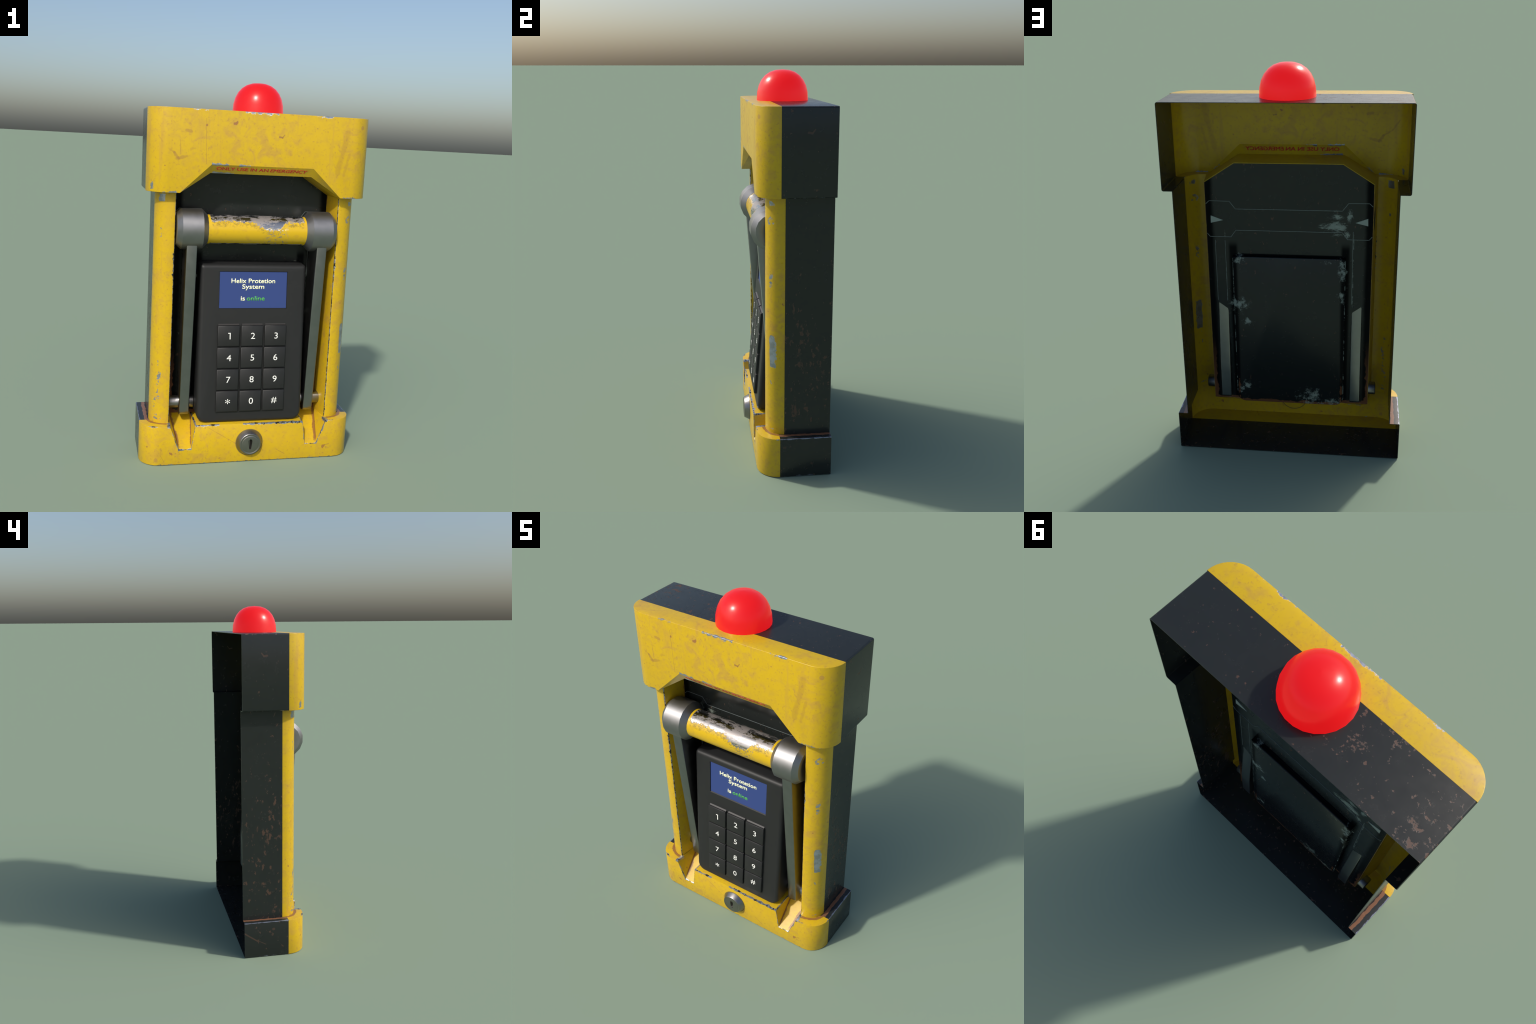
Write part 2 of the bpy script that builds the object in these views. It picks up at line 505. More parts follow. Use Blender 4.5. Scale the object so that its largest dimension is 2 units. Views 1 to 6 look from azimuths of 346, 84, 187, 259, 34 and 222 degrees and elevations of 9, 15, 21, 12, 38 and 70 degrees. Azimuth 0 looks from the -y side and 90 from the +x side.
# sloping lip and soffit of the cut-out
s.face([P2, Q2, mx(Q2), mx(P2)], (0, -1, -1))
s.face([Q2, R2, mx(R2), mx(Q2)], (0, 0, -1))
for k in (1, -1):
    t = lambda p: (k * p[0], p[1], p[2])
    s.face([t(P1), t(P2), t(Q2)], (-k, -1, -1))
    s.face([t(P1), t(Q2), t(R2)], (-k * 0.6, 0, -1))
    s.face([t(P1), t(R2), t(R1)], (-k * 0.6, 0, -1))
# underside out to the posts
for k in (1, -1):
    t = lambda p: (k * p[0], p[1], Z_HOOD)
    outer = [t(p) for p in hood_arc]
    inner = [t(p) for p in [(POST_W, Y_SEAM)] + [q for q in post_arc if q[1] < Y_SEAM - 0.004]]
    inner[-1] = t((xp, Y_POST))
    n = len(outer)
    # resample the inner line to the outer count
    inn = []
    for i in range(n):
        f = i / (n - 1) * (len(inner) - 1)
        j = min(int(f), len(inner) - 2)
        a, b = Vector(inner[j]), Vector(inner[j + 1])
        inn.append(tuple(a.lerp(b, f - j)))
    s.strip(outer, inn, (0, 0, -1))
    s.face([t((xf, Y_FRONT)), t((P1[0], Y_FRONT)), t((0.433, Y_POST)), t((xp, Y_POST))], (0, 0, -1))
    s.face([t((P1[0], Y_FRONT)), t((R1[0], R1[1])), t((0.433, Y_POST))], (0, 0, -1))
# top
for a, b in zip(hood_arc, hood_arc[1:]):
    top = [(a[0], a[1], Z_TOP), (b[0], b[1], Z_TOP), (-b[0], b[1], Z_TOP), (-a[0], a[1], Z_TOP)]
    if b == hood_arc[-1]:
        top[2:2] = [(P2[0], Y_FRONT, Z_TOP), (-P2[0], Y_FRONT, Z_TOP)]
    s.face(top, (0, 0, 1))
HOOD_MAT = m_hood()
hood = link('hood', s.mesh('hood'), HOOD_MAT, root)
shell(hood, 0.009, 58)

# ---- black rear cover of the hood
def top_rust(N):
    x, y, z = N.xyz()
    return N.m('MULTIPLY', N.step(z, 1.835, 1.842), N.m('MULTIPLY', N.step(x, 0.12, -0.20), 0.72))
check = []
for sx in (0.58, -0.58):
    check += [((sx, 0.062, 1.729), (sx, 0.079, 1.726), 0.0065, 0.8), ((sx, 0.079, 1.726), (sx, 0.092, 1.742), 0.0045, 0.8)]
YS = Y_SEAM + 0.0005
s = Shape()
s.face([(HOOD_W, YS, Z_HOOD), (HOOD_W, YB, Z_HOOD), (HOOD_W, YB, Z_TOP), (HOOD_W, YS, Z_TOP)], (1, 0, 0))
s.face([(HOOD_W, YS, Z_HOOD), (HOOD_W, YB, Z_HOOD), (POST_W, YB, Z_HOOD), (POST_W, YS, Z_HOOD)], (0, 0, -1))
s.mirror()
s.face([(HOOD_W, YS, Z_TOP), (HOOD_W, YB, Z_TOP), (-HOOD_W, YB, Z_TOP), (-HOOD_W, YS, Z_TOP)], (0, 0, 1))
cover = link('hood_cover', s.mesh('hood_cover'), black_paint('black_enamel_hood', top_rust, scratches=check,
             edges=[((0.578, -0.05, 1.431), (0.578, 0.2, 1.431), 0.002, 0.42)]), root)
shell(cover, 0.009, 58)

# ---- yellow front posts (with the inner wall of the recess) and black side walls
def m_post(side):
    P = []
    if side > 0:
        P = [((0.505, -0.09, 1.395), (0.02, 0.05, 0.018), 0.012, 0.95), ((0.497, -0.10, 1.315), (0.024, 0.05, 0.03), 0.014, 1.02),
             ((0.500, -0.10, 1.015), (0.018, 0.05, 0.045), 0.016, 0.98), ((0.506, -0.10, 0.655), (0.014, 0.05, 0.085), 0.008, 0.60),
             ((0.500, -0.10, 0.52), (0.014, 0.05, 0.05), 0.02, 1.0), ((0.492, -0.10, 0.40), (0.012, 0.05, 0.05), 0.02, 1.1),
             ((0.50, -0.1, 0.235), (0.025, 0.05, 0.01), 0.01, 1.0)]
    else:
        P = [((-0.497, -0.10, 1.400), (0.015, 0.05, 0.020), 0.008, 0.55), ((-0.498, -0.10, 1.21), (0.014, 0.05, 0.055), 0.018, 1.0),
             ((-0.496, -0.10, 0.53), (0.012, 0.05, 0.03), 0.012, 0.98), ((-0.492, -0.10, 0.42), (0.02, 0.05, 0.09), 0.02, 1.0),
             ((-0.500, -0.1, 0.30), (0.022, 0.05, 0.06), 0.02, 1.08), ((-0.49, -0.1, 0.235), (0.025, 0.05, 0.012), 0.01, 0.95)]
    e = [((side * 0.4305, -0.119, 0.22), (side * 0.4305, -0.119, 1.42), 0.0036, 0.46),
         ((side * 0.4310, -0.119, 0.95), (side * 0.4310, -0.119, 1.12), 0.0060, 0.42)]
    ln = [((side * 0.4303, -0.1175, 0.22), (side * 0.4303, -0.1175, 1.42), 0.0034)]
    def rust(N):
        x, y, z = N.xyz()
        w = N.m('MULTIPLY', N.noise(20, 5, 0.65), 0.05)
        d = N.m('ADD', N.m('SUBTRACT', PANEL_Y, y), w)
        return N.m('MULTIPLY', N.step(d, 0.036, 0.024, 0.75), N.step(N.m('ABSOLUTE', x), 0.44, 0.43))
    return yellow_paint('yellow_enamel_post', e, (), P, (), (), rust, 0.35, dark=0.62, lines=ln)

for k in (1, -1):
    s = Shape()
    line = [(k * x, y) for x, y in post_arc] + [(k * 0.430, Y_POST)]
    s.wall(line, Z_BASE - 0.002, Z_HOOD + 0.002, (k * 0.44, 0.1))
    a, b = (k * 0.430, Y_POST), (k * 0.413, PANEL_Y)
    s.face([(*a, Z_BASE - 0.002), (*b, Z_BASE - 0.002), (*b, Z_HOOD + 0.002), (*a, Z_HOOD + 0.002)], (-k, 0, 0))
    ob = link('post', s.mesh('post'), m_post(k), root)
    shell(ob, 0.005, 50)
def side_rust(N):
    x, y, z = N.xyz()
    return N.m('MULTIPLY', N.step(z, 1.25, 0.75), 0.75)
side_mat = black_paint('black_enamel_side', side_rust)
for k in (1, -1):
    s = Shape()
    y0 = YP_SEAM + 0.0005
    s.face([(k * POST_W, y0, Z_BASE), (k * POST_W, YB, Z_BASE), (k * POST_W, YB, Z_HOOD), (k * POST_W, y0, Z_HOOD)], (k, 0, 0))
    shell(link('side_wall', s.mesh('side_wall'), side_mat, root))

# ---- base: front with two ramped notches
N1, N2 = (0.4275, Y_FRONT, Z_BASE), (0.377, Y_FRONT, 0.081)      # outer edge of a notch
N3, N4 = (0.313, Y_FRONT, 0.081), (0.2945, Y_FRONT, Z_BASE)      # inner edge
NB1, NB4 = (0.413, PANEL_Y, Z_BASE), (0.2945, PANEL_Y, Z_BASE)

def post_distance(N):
    x, y, z = N.xyz()
    qx = N.m('SUBTRACT', N.m('ABSOLUTE', x), xp)
    qy = N.m('MINIMUM', N.m('SUBTRACT', y, YP_SEAM), 0.0)
    return N.m('SUBTRACT', N.m('SQRT', N.m('ADD', N.m('MULTIPLY', qx, qx), N.m('MULTIPLY', qy, qy))), R_POST)

def base_rust(N):
    x, y, z = N.xyz()
    w = N.m('MULTIPLY', N.m('SUBTRACT', N.noise(26, 5, 0.65), 0.5), 0.022)
    d = N.m('ADD', post_distance(N), w)
    ledge = N.m('MULTIPLY', N.step(N.m('ABSOLUTE', N.m('SUBTRACT', d, 0.008)), 0.0105, 0.0075), N.step(z, Z_BASE - 0.006, Z_BASE - 0.001))
    ledge = N.m('MULTIPLY', ledge, N.step(N.m('ABSOLUTE', x), 0.43, 0.445))
    # stain along the outer foot of each ramp
    t = N.m('MULTIPLY', N.m('ADD', y, 0.169), 1 / 0.194)
    xe = N.m('ADD', 0.377, N.m('MULTIPLY', t, 0.036))
    zr = N.m('ADD', 0.081, N.m('MULTIPLY', t, 0.131))
    on = N.m('MULTIPLY', N.step(N.m('ABSOLUTE', N.m('SUBTRACT', z, zr)), 0.012, 0.006), N.step(y, -0.166, -0.14))
    gap = N.m('ADD', N.m('SUBTRACT', xe, N.m('ABSOLUTE', x)), N.m('MULTIPLY', w, 1.6))
    ramp = N.m('MULTIPLY', N.step(N.m('ABSOLUTE', gap), 0.013, 0.008), on)
    xi = N.m('SUBTRACT', 0.313, N.m('MULTIPLY', t, 0.0185))
    gap = N.m('ADD', N.m('SUBTRACT', N.m('ABSOLUTE', x), xi), N.m('MULTIPLY', w, 1.2))
    ramp2 = N.m('MULTIPLY', N.step(N.m('ABSOLUTE', gap), 0.006, 0.003), on)
    return N.m('MULTIPLY', N.any([ledge, ramp, ramp2]), 0.85)

def m_base():
    e = [((-0.03, -0.167, 0.2105), (0.29, -0.1665, 0.2105), 0.0042, 0.30), ((-0.29, -0.167, 0.2105), (-0.17, -0.1665, 0.2105), 0.0040, 0.36),
         ((-0.5, -0.169, 0.0), (0.5, -0.169, 0.0), 0.005, 0.47), ((0.43, -0.167, 0.211), (0.49, -0.165, 0.211), 0.005, 0.45),
         ((-0.49, -0.165, 0.211), (-0.55, -0.145, 0.211), 0.006, 0.42)]
    me = [((0.2945, -0.165, 0.211), (0.2945, 0.02, 0.211), 0.0035, 0.30), ((0.2945, -0.167, 0.211), (0.313, -0.168, 0.081), 0.0030, 0.40),
          ((0.313, -0.168, 0.081), (0.377, -0.168, 0.081), 0.0032, 0.36), ((0.4275, -0.166, 0.211), (0.377, -0.168, 0.081), 0.0032, 0.36),
          ((0.4285, -0.165, 0.211), (0.4285, -0.124, 0.211), 0.0065, 0.30), ((0.578, -0.13, 0.21), (0.578, -0.06, 0.21), 0.004, 0.45)]
    sc = [((-0.23, -0.169, 0.20), (-0.07, -0.169, 0.10), 0.0028, 0.42), ((0.075, -0.169, 0.085), (0.062, -0.169, 0.05), 0.0045, 0.5),
          ((-0.52, -0.155, 0.10), (-0.47, -0.169, 0.085), 0.002, 0.4), ((-0.47, -0.169, 0.085), (-0.475, -0.169, 0.055), 0.002, 0.4),
          ((-0.475, -0.169, 0.055), (-0.455, -0.169, 0.02), 0.002, 0.4), ((-0.52, -0.155, 0.08), (-0.48, -0.168, 0.065), 0.002, 0.35),
          ((0.43, -0.169, 0.07), (0.45, -0.169, 0.074), 0.005, 0.45), ((0.15, -0.169, 0.06), (0.20, -0.169, 0.03), 0.0025, 0.4)]
    sp = [((-0.497, -0.165, 0.028), 0.012, 0.55), ((-0.242, -0.169, 0.197), 0.005, 0.6), ((-0.395, -0.169, 0.062), 0.005, 0.6),
          ((-0.396, -0.169, 0.045), 0.005, 0.5), ((0.352, -0.169, 0.062), 0.005, 0.6), ((0.437, -0.169, 0.056), 0.006, 0.6)]
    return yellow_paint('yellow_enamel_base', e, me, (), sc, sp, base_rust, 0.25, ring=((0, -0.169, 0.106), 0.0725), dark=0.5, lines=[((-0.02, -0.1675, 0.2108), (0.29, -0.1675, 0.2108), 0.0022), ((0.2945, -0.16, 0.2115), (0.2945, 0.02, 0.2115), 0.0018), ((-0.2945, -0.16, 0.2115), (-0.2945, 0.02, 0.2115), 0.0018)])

s = Shape()
s.wall(hood_arc, 0.0, Z_BASE, (0.3, 0.1))
s.face([(xf, Y_FRONT, 0), (xf, Y_FRONT, Z_BASE), N1, N2, (N2[0], Y_FRONT, 0)], (0, -1, 0))
s.face([(N2[0], Y_FRONT, 0), N2, N3, (N3[0], Y_FRONT, 0)], (0, -1, 0))
s.face([N2, N3, NB4, NB1], (0, -1, 1))                      # ramp
s.face([N1, N2, NB1], (-1, -0.2, 0))                        # outer cheek
s.face([N3, N4, NB4], (1, 0, 0))                            # inner cheek
outer = [(x, y, Z_BASE) for x, y in hood_arc]
inner = [(x, y, Z_BASE) for x, y in [(POST_W, Y_SEAM)] + [q for q in post_arc if q[1] < Y_SEAM - 0.004]]
inn = []
for i in range(len(outer)):
    f = i / (len(outer) - 1) * (len(inner) - 1)
    j = min(int(f), len(inner) - 2)
    inn.append(tuple(Vector(inner[j]).lerp(Vector(inner[j + 1]), f - j)))
s.strip(outer, inn, (0, 0, 1))
s.face([(xf, Y_FRONT, Z_BASE), N1, (0.432, Y_POST, Z_BASE), (xp, Y_POST, Z_BASE)], (0, 0, 1))
s.face([N1, NB1, (0.432, Y_POST, Z_BASE)], (0, 0, 1))
s.mirror()
s.face([(N3[0], Y_FRONT, 0), N3, N4, mx(N4), mx(N3), (-N3[0], Y_FRONT, 0)], (0, -1, 0))
s.face([N4, NB4, mx(NB4), mx(N4)], (0, 0, 1))
for a, b in zip(hood_arc, hood_arc[1:]):
    bot = [(a[0], a[1], 0), (b[0], b[1], 0), (-b[0], b[1], 0), (-a[0], a[1], 0)]
    if b == hood_arc[-1]:
        bot[2:2] = [(k * q, Y_FRONT, 0) for k, q in ((1, N2[0]), (1, N3[0]), (-1, N3[0]), (-1, N2[0]))]
    s.face(bot, (0, 0, -1))
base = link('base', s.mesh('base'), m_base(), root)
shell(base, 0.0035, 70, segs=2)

def cover_rust(N):
    x, y, z = N.xyz()
    return N.m('MULTIPLY', N.step(z, 0.05, 0.0), 0.5)
def m_cover():
    mat = black_paint('black_enamel_base', cover_rust, edges=[((0.578, -0.06, 0.2105), (0.579, 0.2, 0.2112), 0.0024, 0.34),
                      ((0.58, 0.02, 0.002), (0.58, 0.12, 0.002), 0.005, 0.46)],
                      scratches=[((-0.58, 0.199, 0.150), (-0.58, 0.12, 0.095), 0.005, 0.8), ((-0.58, 0.13, 0.105), (-0.58, 0.075, 0.075), 0.0025, 0.7),
                                 ((0.58, -0.04, 0.165), (0.58, -0.035, 0.165), 0.008, 0.7), ((0.58, 0.10, 0.07), (0.58, 0.102, 0.068), 0.007, 0.7),
                                 ((-0.58, 0.03, 0.165), (-0.58, 0.028, 0.165), 0.010, 0.7), ((-0.58, 0.034, 0.135), (-0.58, 0.036, 0.13), 0.008, 0.6)])
    return mat
class _N(Nodes):
    pass
base_black = m_cover()
# rust line where the side wall meets the ledge
def ledge_rust(mat):
    nt = mat.node_tree
    N = Nodes.__new__(Nodes)
    N.mat, N.nt = mat, nt
    N.bsdf = next(n for n in nt.nodes if n.type == 'BSDF_PRINCIPLED')
    N.co = next(n for n in nt.nodes if n.type == 'TEX_COORD').outputs['Object']
    N._abs = N._xyz = None
    x, y, z = N.xyz()
    w = N.m('MULTIPLY', N.m('SUBTRACT', N.noise(24, 6, 0.7, shift=(3, 1, 1)), 0.5), 0.02)
    d = N.m('ADD', N.m('SUBTRACT', N.m('ABSOLUTE', x), 0.543), w)
    f = N.m('MULTIPLY', N.step(N.m('ABSOLUTE', d), 0.0110, 0.0085), N.step(z, 0.205, 0.209))
    src = N.bsdf.inputs['Base Color'].links[0].from_socket
    N.put(N.bsdf.inputs['Base Color'], N.mix(f, src, (0.19, 0.090, 0.048)))
ledge_rust(base_black)
s = Shape()
s.face([(HOOD_W, YS, 0), (HOOD_W, YB, 0), (HOOD_W, YB, Z_BASE), (HOOD_W, YS, Z_BASE)], (1, 0, 0))
s.face([(HOOD_W, YS, Z_BASE), (HOOD_W, YB, Z_BASE), (POST_W, YB, Z_BASE), (POST_W, YS, Z_BASE)], (0, 0, 1))
s.mirror()
s.face([(HOOD_W, YS, 0), (HOOD_W, YB, 0), (-HOOD_W, YB, 0), (-HOOD_W, YS, 0)], (0, 0, -1))
shell(link('base_cover', s.mesh('base_cover'), base_black, root), 0.0035, 70, segs=2)

# ---- back panel of the recess
s = Shape()
# a pocket behind the keypad bulges out of the back; its lower corners are rounded
PK_W, PK_Z0, PK_Z1, PK_R, PK_Y = 0.283, 0.2135, 1.050, 0.045, 0.050
loop = [(PK_W, PK_Z1)] + [(PK_W - PK_R + PK_R * math.cos(math.radians(-a)), PK_Z0 + PK_R + PK_R * math.sin(math.radians(-a))) for a in range(0, 91, 15)]
half = [(x, PANEL_Y, z) for x, z in loop]
s.face([(0.413, PANEL_Y, PK_Z1), (0.413, PANEL_Y, 1.430), (0.263, PANEL_Y, 1.5265), (0.0, PANEL_Y, 1.5265), (0.0, PANEL_Y, PK_Z1), half[0]], (0, -1, 0))
s.face([half[0], half[1], (0.413, PANEL_Y, half[1][2]), (0.413, PANEL_Y, PK_Z1)], (0, -1, 0))
s.face(half[1:] + [(half[-1][0], PANEL_Y, 0.212), (0.413, PANEL_Y, 0.212), (0.413, PANEL_Y, half[1][2])], (0, -1, 0))
s.face([half[-1], (half[-1][0], PANEL_Y, 0.212), (0, PANEL_Y, 0.212), (0, PANEL_Y, PK_Z0)], (0, -1, 0))
rear = [(x, PK_Y, z) for x, z in loop]
for a, b, c, d in zip(half, half[1:], rear, rear[1:]):
    s.face([a, b, d, c], (-1, 0, 0.001 if a[2] > 0.3 else 1))
s.face([half[0], (0, PANEL_Y, PK_Z1), (0, PK_Y, PK_Z1), rear[0]], (0, 0, -1))
s.face([half[-1], (0, PANEL_Y, PK_Z0), (0, PK_Y, PK_Z0), rear[-1]], (0, 0, 1))
s.face([(0, PK_Y, PK_Z1)] + rear + [(0, PK_Y, PK_Z0)], (0, -1, 0))
s.mirror()
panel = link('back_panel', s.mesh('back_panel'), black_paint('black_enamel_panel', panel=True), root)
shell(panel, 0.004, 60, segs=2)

# thin pale outline and pale pointer marks on the panel
line_mat = plain('pale_thin_line', (0.16, 0.19, 0.19), 0.35, 0.3, 0.3)
def ribbon(name, pts, w, mat):
    s = Shape()
    for (x0, z0), (x1, z1) in zip(pts, pts[1:]):
        d = Vector((x1 - x0, 0, z1 - z0)).normalized()
        n = Vector((-d.z, 0, d.x)) * w
        a, b = Vector((x0, 0, z0)) - d * w, Vector((x1, 0, z1)) + d * w
        ring = [a + n, b + n, b - n, a - n]
        f = [tuple(p + Vector((0, PANEL_Y - 0.0012, 0))) for p in ring]
        k = [tuple(p + Vector((0, PANEL_Y + SHELL + 0.0012, 0))) for p in ring]
        s.face(f, (0, -1, 0))
        s.face(k, (0, 1, 0))
        c = (Vector(f[0]) + Vector(f[2])) / 2
        for i in range(4):
            j = (i + 1) % 4
            s.face([f[i], f[j], k[j], k[i]], (Vector(f[i]) + Vector(f[j])) / 2 - c)
    return link(name, s.mesh(name), mat, panel, smooth=False)
top_line = [(0.410, 1.322), (0.394, 1.337), (0.293, 1.336), (0.264, 1.297)]
low_line = [(0.410, 1.166), (0.397, 1.150), (0.291, 1.150), (0.265, 1.186)]
for ln in (top_line, low_line):
    ribbon('outline', ln + [(-x, z) for x, z in reversed(ln)], 0.0011, line_mat)
ribbon('outline', [(-0.318, 1.19), (-0.318, 0.80)], 0.0010, line_mat)
ribbon('outline', [(0.372, 1.13), (0.372, 0.80)], 0.0009, line_mat)
ribbon('outline', [(0.322, 1.13), (0.322, 0.80)], 0.0008, line_mat)
mark_mat = plain('pale_marking', (0.31, 0.35, 0.30), 0.6, 0, 0.15)
for k in (1, -1):
    s = Shape()
    tri = [(k * 0.389, 1.2605), (k * 0.328, 1.2377), (k * 0.390, 1.2225)]
    f = [(x, PANEL_Y - 0.0015, z) for x, z in tri]
    b = [(x, PANEL_Y + SHELL + 0.0015, z) for x, z in tri]
    s.face(f, (0, -1, 0))
    s.face(b, (0, 1, 0))
    c = sum((Vector(p) for p in f), Vector()) / 3
    for i in range(3):
        j = (i + 1) % 3
        s.face([f[i], f[j], b[j], b[i]], (Vector(f[i]) + Vector(f[j])) / 2 - c)
    link('pointer_mark', s.mesh('pointer_mark'), mark_mat, panel, smooth=False)

# ---- lamp
def m_lamp():
    N = Nodes('red_lamp_glass')
    N.set(color=(0.20, 0.005, 0.006), rough=0.27, spec=0.36, emit=(1.0, 0.0085, 0.0105), glow=0.66)
    return N.mat
prof = []
RL, HL, PW = 0.1335, 0.155, 2.35
LAT = 7
for i in range(LAT + 1):
    u = math.pi / 2 * i / LAT
    cx, cz = math.cos(u) ** (2 / PW), math.sin(u) ** (2 / PW)
    if i == LAT:
        cx = 0.0008
    prof.append((Z_TOP - 0.001 + (HL + 0.001) * cz, RL * cx))
lamp = link('warning_lamp', lathe('warning_lamp', prof, 24, 'Z', (-0.001, 0.016, 0)), m_lamp(), root, 75)

# ---- handle: bar, end caps, arms, pivot pins
HX, HY, HZ = -0.003, -0.081, 1.243      # axis of the grip
def m_bar():
    N = Nodes('worn_yellow_grip')
    x, y, z = N.xyz()
    ang = N.m('ARCTAN2', N.m('SUBTRACT', z, HZ), N.m('SUBTRACT', HY, y))     # 0 faces front, + up
    n1 = N.noise(22, 8, 0.75, stretch=(1.0, 1.6, 1.6))
    n2 = N.noise(70, 7, 0.8, shift=(4, 1, 1))
    smudge = N.noise(20, 7, 0.6, distortion=1)
    col = N.mix(N.step(smudge, 0.5, 0.7, 0.4), (0.615, 0.395, 0.0100), (0.44, 0.25, 0.04))
    # where the paint ends: high on the bar, dipping to the right of the middle
    dip = N.m('MULTIPLY', N.step(x, -0.06, 0.075), N.step(x, 0.15, 0.10))
    lim = N.m('SUBTRACT', 0.66, N.m('MULTIPLY', dip, 0.62))
    w = N.m('ADD', N.m('MULTIPLY', N.m('SUBTRACT', n1, 0.5), 0.75), N.m('MULTIPLY', N.m('SUBTRACT', n2, 0.5), 1.0))
    up = N.m('SUBTRACT', N.m('ADD', ang, w), lim)
    bare = N.step(up, 0.0, 0.07)
    back = N.step(N.m('ABSOLUTE', N.m('ADD', ang, N.m('MULTIPLY', w, 0.25))), 1.45, 1.55)
    low = N.step(N.m('ADD', ang, N.m('MULTIPLY', w, 0.35)), -1.02, -1.10)
    spatter = N.m('MULTIPLY', N.step(n2, 0.54, 0.60), N.m('MULTIPLY', N.step(x, 0.02, 0.05), N.step(x, 0.17, 0.13)))
    bare = N.any([bare, back, low, N.m('MULTIPLY', spatter, 0.85)])
    bare = N.m('MULTIPLY', bare, N.step(N.m('ABSOLUTE', N.m('SUBTRACT', x, HX)), 0.2500, 0.2460))
    halo = N.m('MULTIPLY', N.step(up, -0.38, -0.05, 0.75), N.m('SUBTRACT', 1.0, bare))
    halo = N.m('MULTIPLY', halo, N.step(N.m('ABSOLUTE', N.m('SUBTRACT', x, HX)), 0.248, 0.238))
    col = N.mix(N.m('MULTIPLY', halo, N.step(n2, 0.44, 0.58)), col, (0.17, 0.125, 0.02))
    pale = N.step(N.noise(17, 7, 0.75, stretch=(0.7, 1.6, 1.6), shift=(5, 5, 1)), 0.47, 0.53)
    steel = N.mix(pale, (0.38, 0.38, 0.38), (0.29, 0.265, 0.255))
    col = N.mix(bare, col, steel)
    N.bump(N.m('MULTIPLY', bare, -1.0), 0.4, 0.0015)
    N.set(color=col, metal=N.m('MULTIPLY', bare, N.m('SUBTRACT', 1.0, N.m('MULTIPLY', pale, 0.62))), rough=N.m('ADD', N.m('ADD', 0.16, N.m('MULTIPLY', N.m('MULTIPLY', bare, pale), 0.22)), N.m('MULTIPLY', n1, 0.14)), spec=0.5)
    return N.mat
handle = link('handle', lathe('handle', [(-0.275, 0.0755), (0.275, 0.0755)], 48, 'X', (HX, HY, HZ)), m_bar(), root, 50)
cap_mat = gunmetal('brushed_gunmetal', 0.265, 0.46, False)
arm_mat = gunmetal('arm_gunmetal', 0.265, 0.30)
cap_prof = [(-0.082, 0.060), (-0.082, 0.0768), (-0.0535, 0.1060), (0.0530, 0.1060),
            (0.0780, 0.0830), (0.0790, 0.062), (0.0770, 0.050), (0.0770, 0.01)]
for k in (1, -1):
    pr = [(k * (0.342 + a), r) for a, r in cap_prof]
    link('handle_cap', lathe('handle_cap', pr, 16, 'X', (HX, HY, HZ)), cap_mat, handle, 32)

def arm_mesh(k):
    """a deep flat bar leaning back, front edge slightly crowned, heel rounded"""
    s = Shape()
    front = lambda z: -0.0775 - 0.0790 * (z - 0.25)
    back = lambda z: 0.0575 if z < 0.45 else 0.0575 - 0.0868 * (z - 0.45)
    prof = []
    for z in (1.20, 0.8, 0.45):
        prof.append((front(z), z))
    for i in range(7):                                     # rounded heel at the front
        t = math.radians(90 * i / 6)
        r = 0.030
        prof.append((front(0.25) + r - r * math.cos(t), 0.262 - r * math.sin(t)))
    for i in range(5):
        t = math.radians(90 * i / 4)
        r = 0.016
        prof.append((0.0575 - r + r * math.sin(t), 0.232 + r - r * math.cos(t)))
    for z in (0.45, 0.8, 1.20):
        prof.append((back(z), z))
    x0, x1 = -0.0275, 0.0275
    # the inner side of the rear face is a touch shallower
    sl = lambda y, z, side: y - (0.0036 if y > -0.05 and z > 0.3 and side * k < 0 else 0)
    A = [(x0, sl(y, z, -1), z) for y, z in prof]
    B = [(x1, sl(y, z, 1), z) for y, z in prof]
    s.face(A, (-1, 0, 0))
    s.face(B, (1, 0, 0))
    c = Vector((0, -0.05, 0.7))
    n = len(A)
    for i in range(n):
        j = (i + 1) % n
        mid = (Vector(A[i]) + Vector(B[j])) / 2
        d = Vector((0, A[j][2] - A[i][2], -(A[j][1] - A[i][1])))
        if d.dot(mid - c) < 0:
            d = -d
        s.face([A[i], A[j], B[j], B[i]], d)
    return s.mesh('handle_arm')
for k in (1, -1):
    a = link('handle_arm', arm_mesh(k), arm_mat, handle, 40)
    a.location = (k * 0.345, 0, 0)
    bevelled(a, 0.006, 3, 60, 40)
pin_mat = gunmetal('pin_steel', 0.30, 0.34)
for k in (1, -1):
    pr = [(k * 0.284, 0.026), (k * 0.286, 0.031), (k * 0.292, 0.0335), (k * 0.312, 0.0335)]
    link('pivot_pin', lathe('pivot_pin', [(k * 0.287, 0.028), (k * 0.289, 0.0322), (k * 0.293, 0.0337), (k * 0.451, 0.0337), (k * 0.454, 0.0315), (k * 0.455, 0.028)], 24, 'X', (0, -0.011, 0.2905)), pin_mat, handle, 50)

# ---- keypad
def face_y(z, off=0.0):
    """y of the leaning keypad face; off > 0 lies deeper"""
    return -0.0905 - TILT * (0.925 - z) + off
kp_mat = plain('charcoal_plastic', (0.0165, 0.0170, 0.0175), 0.50, 0, 0.10, 0.32)
key_mat = plain('key_plastic', (0.0172, 0.0177, 0.0182), 0.48, 0, 0.08, 0.32)

def rounded_outline(w, z0, z1, rb, rt):
    pts = []
    for cx, cz, r, a in [(w - rt, z1 - rt, rt, 0), (-(w - rt), z1 - rt, rt, 90), (-(w - rb), z0 + rb, rb, 180), (w - rb, z0 + rb, rb, 270)]:
        for i in range(9):
            t = math.radians(a + 90 * i / 8)
            pts.append((cx + r * math.cos(t), cz + r * math.sin(t)))
    return pts
KW, KZ0, KZ1 = 0.2875, 0.2125, 1.0625
s = Shape()
rings = []
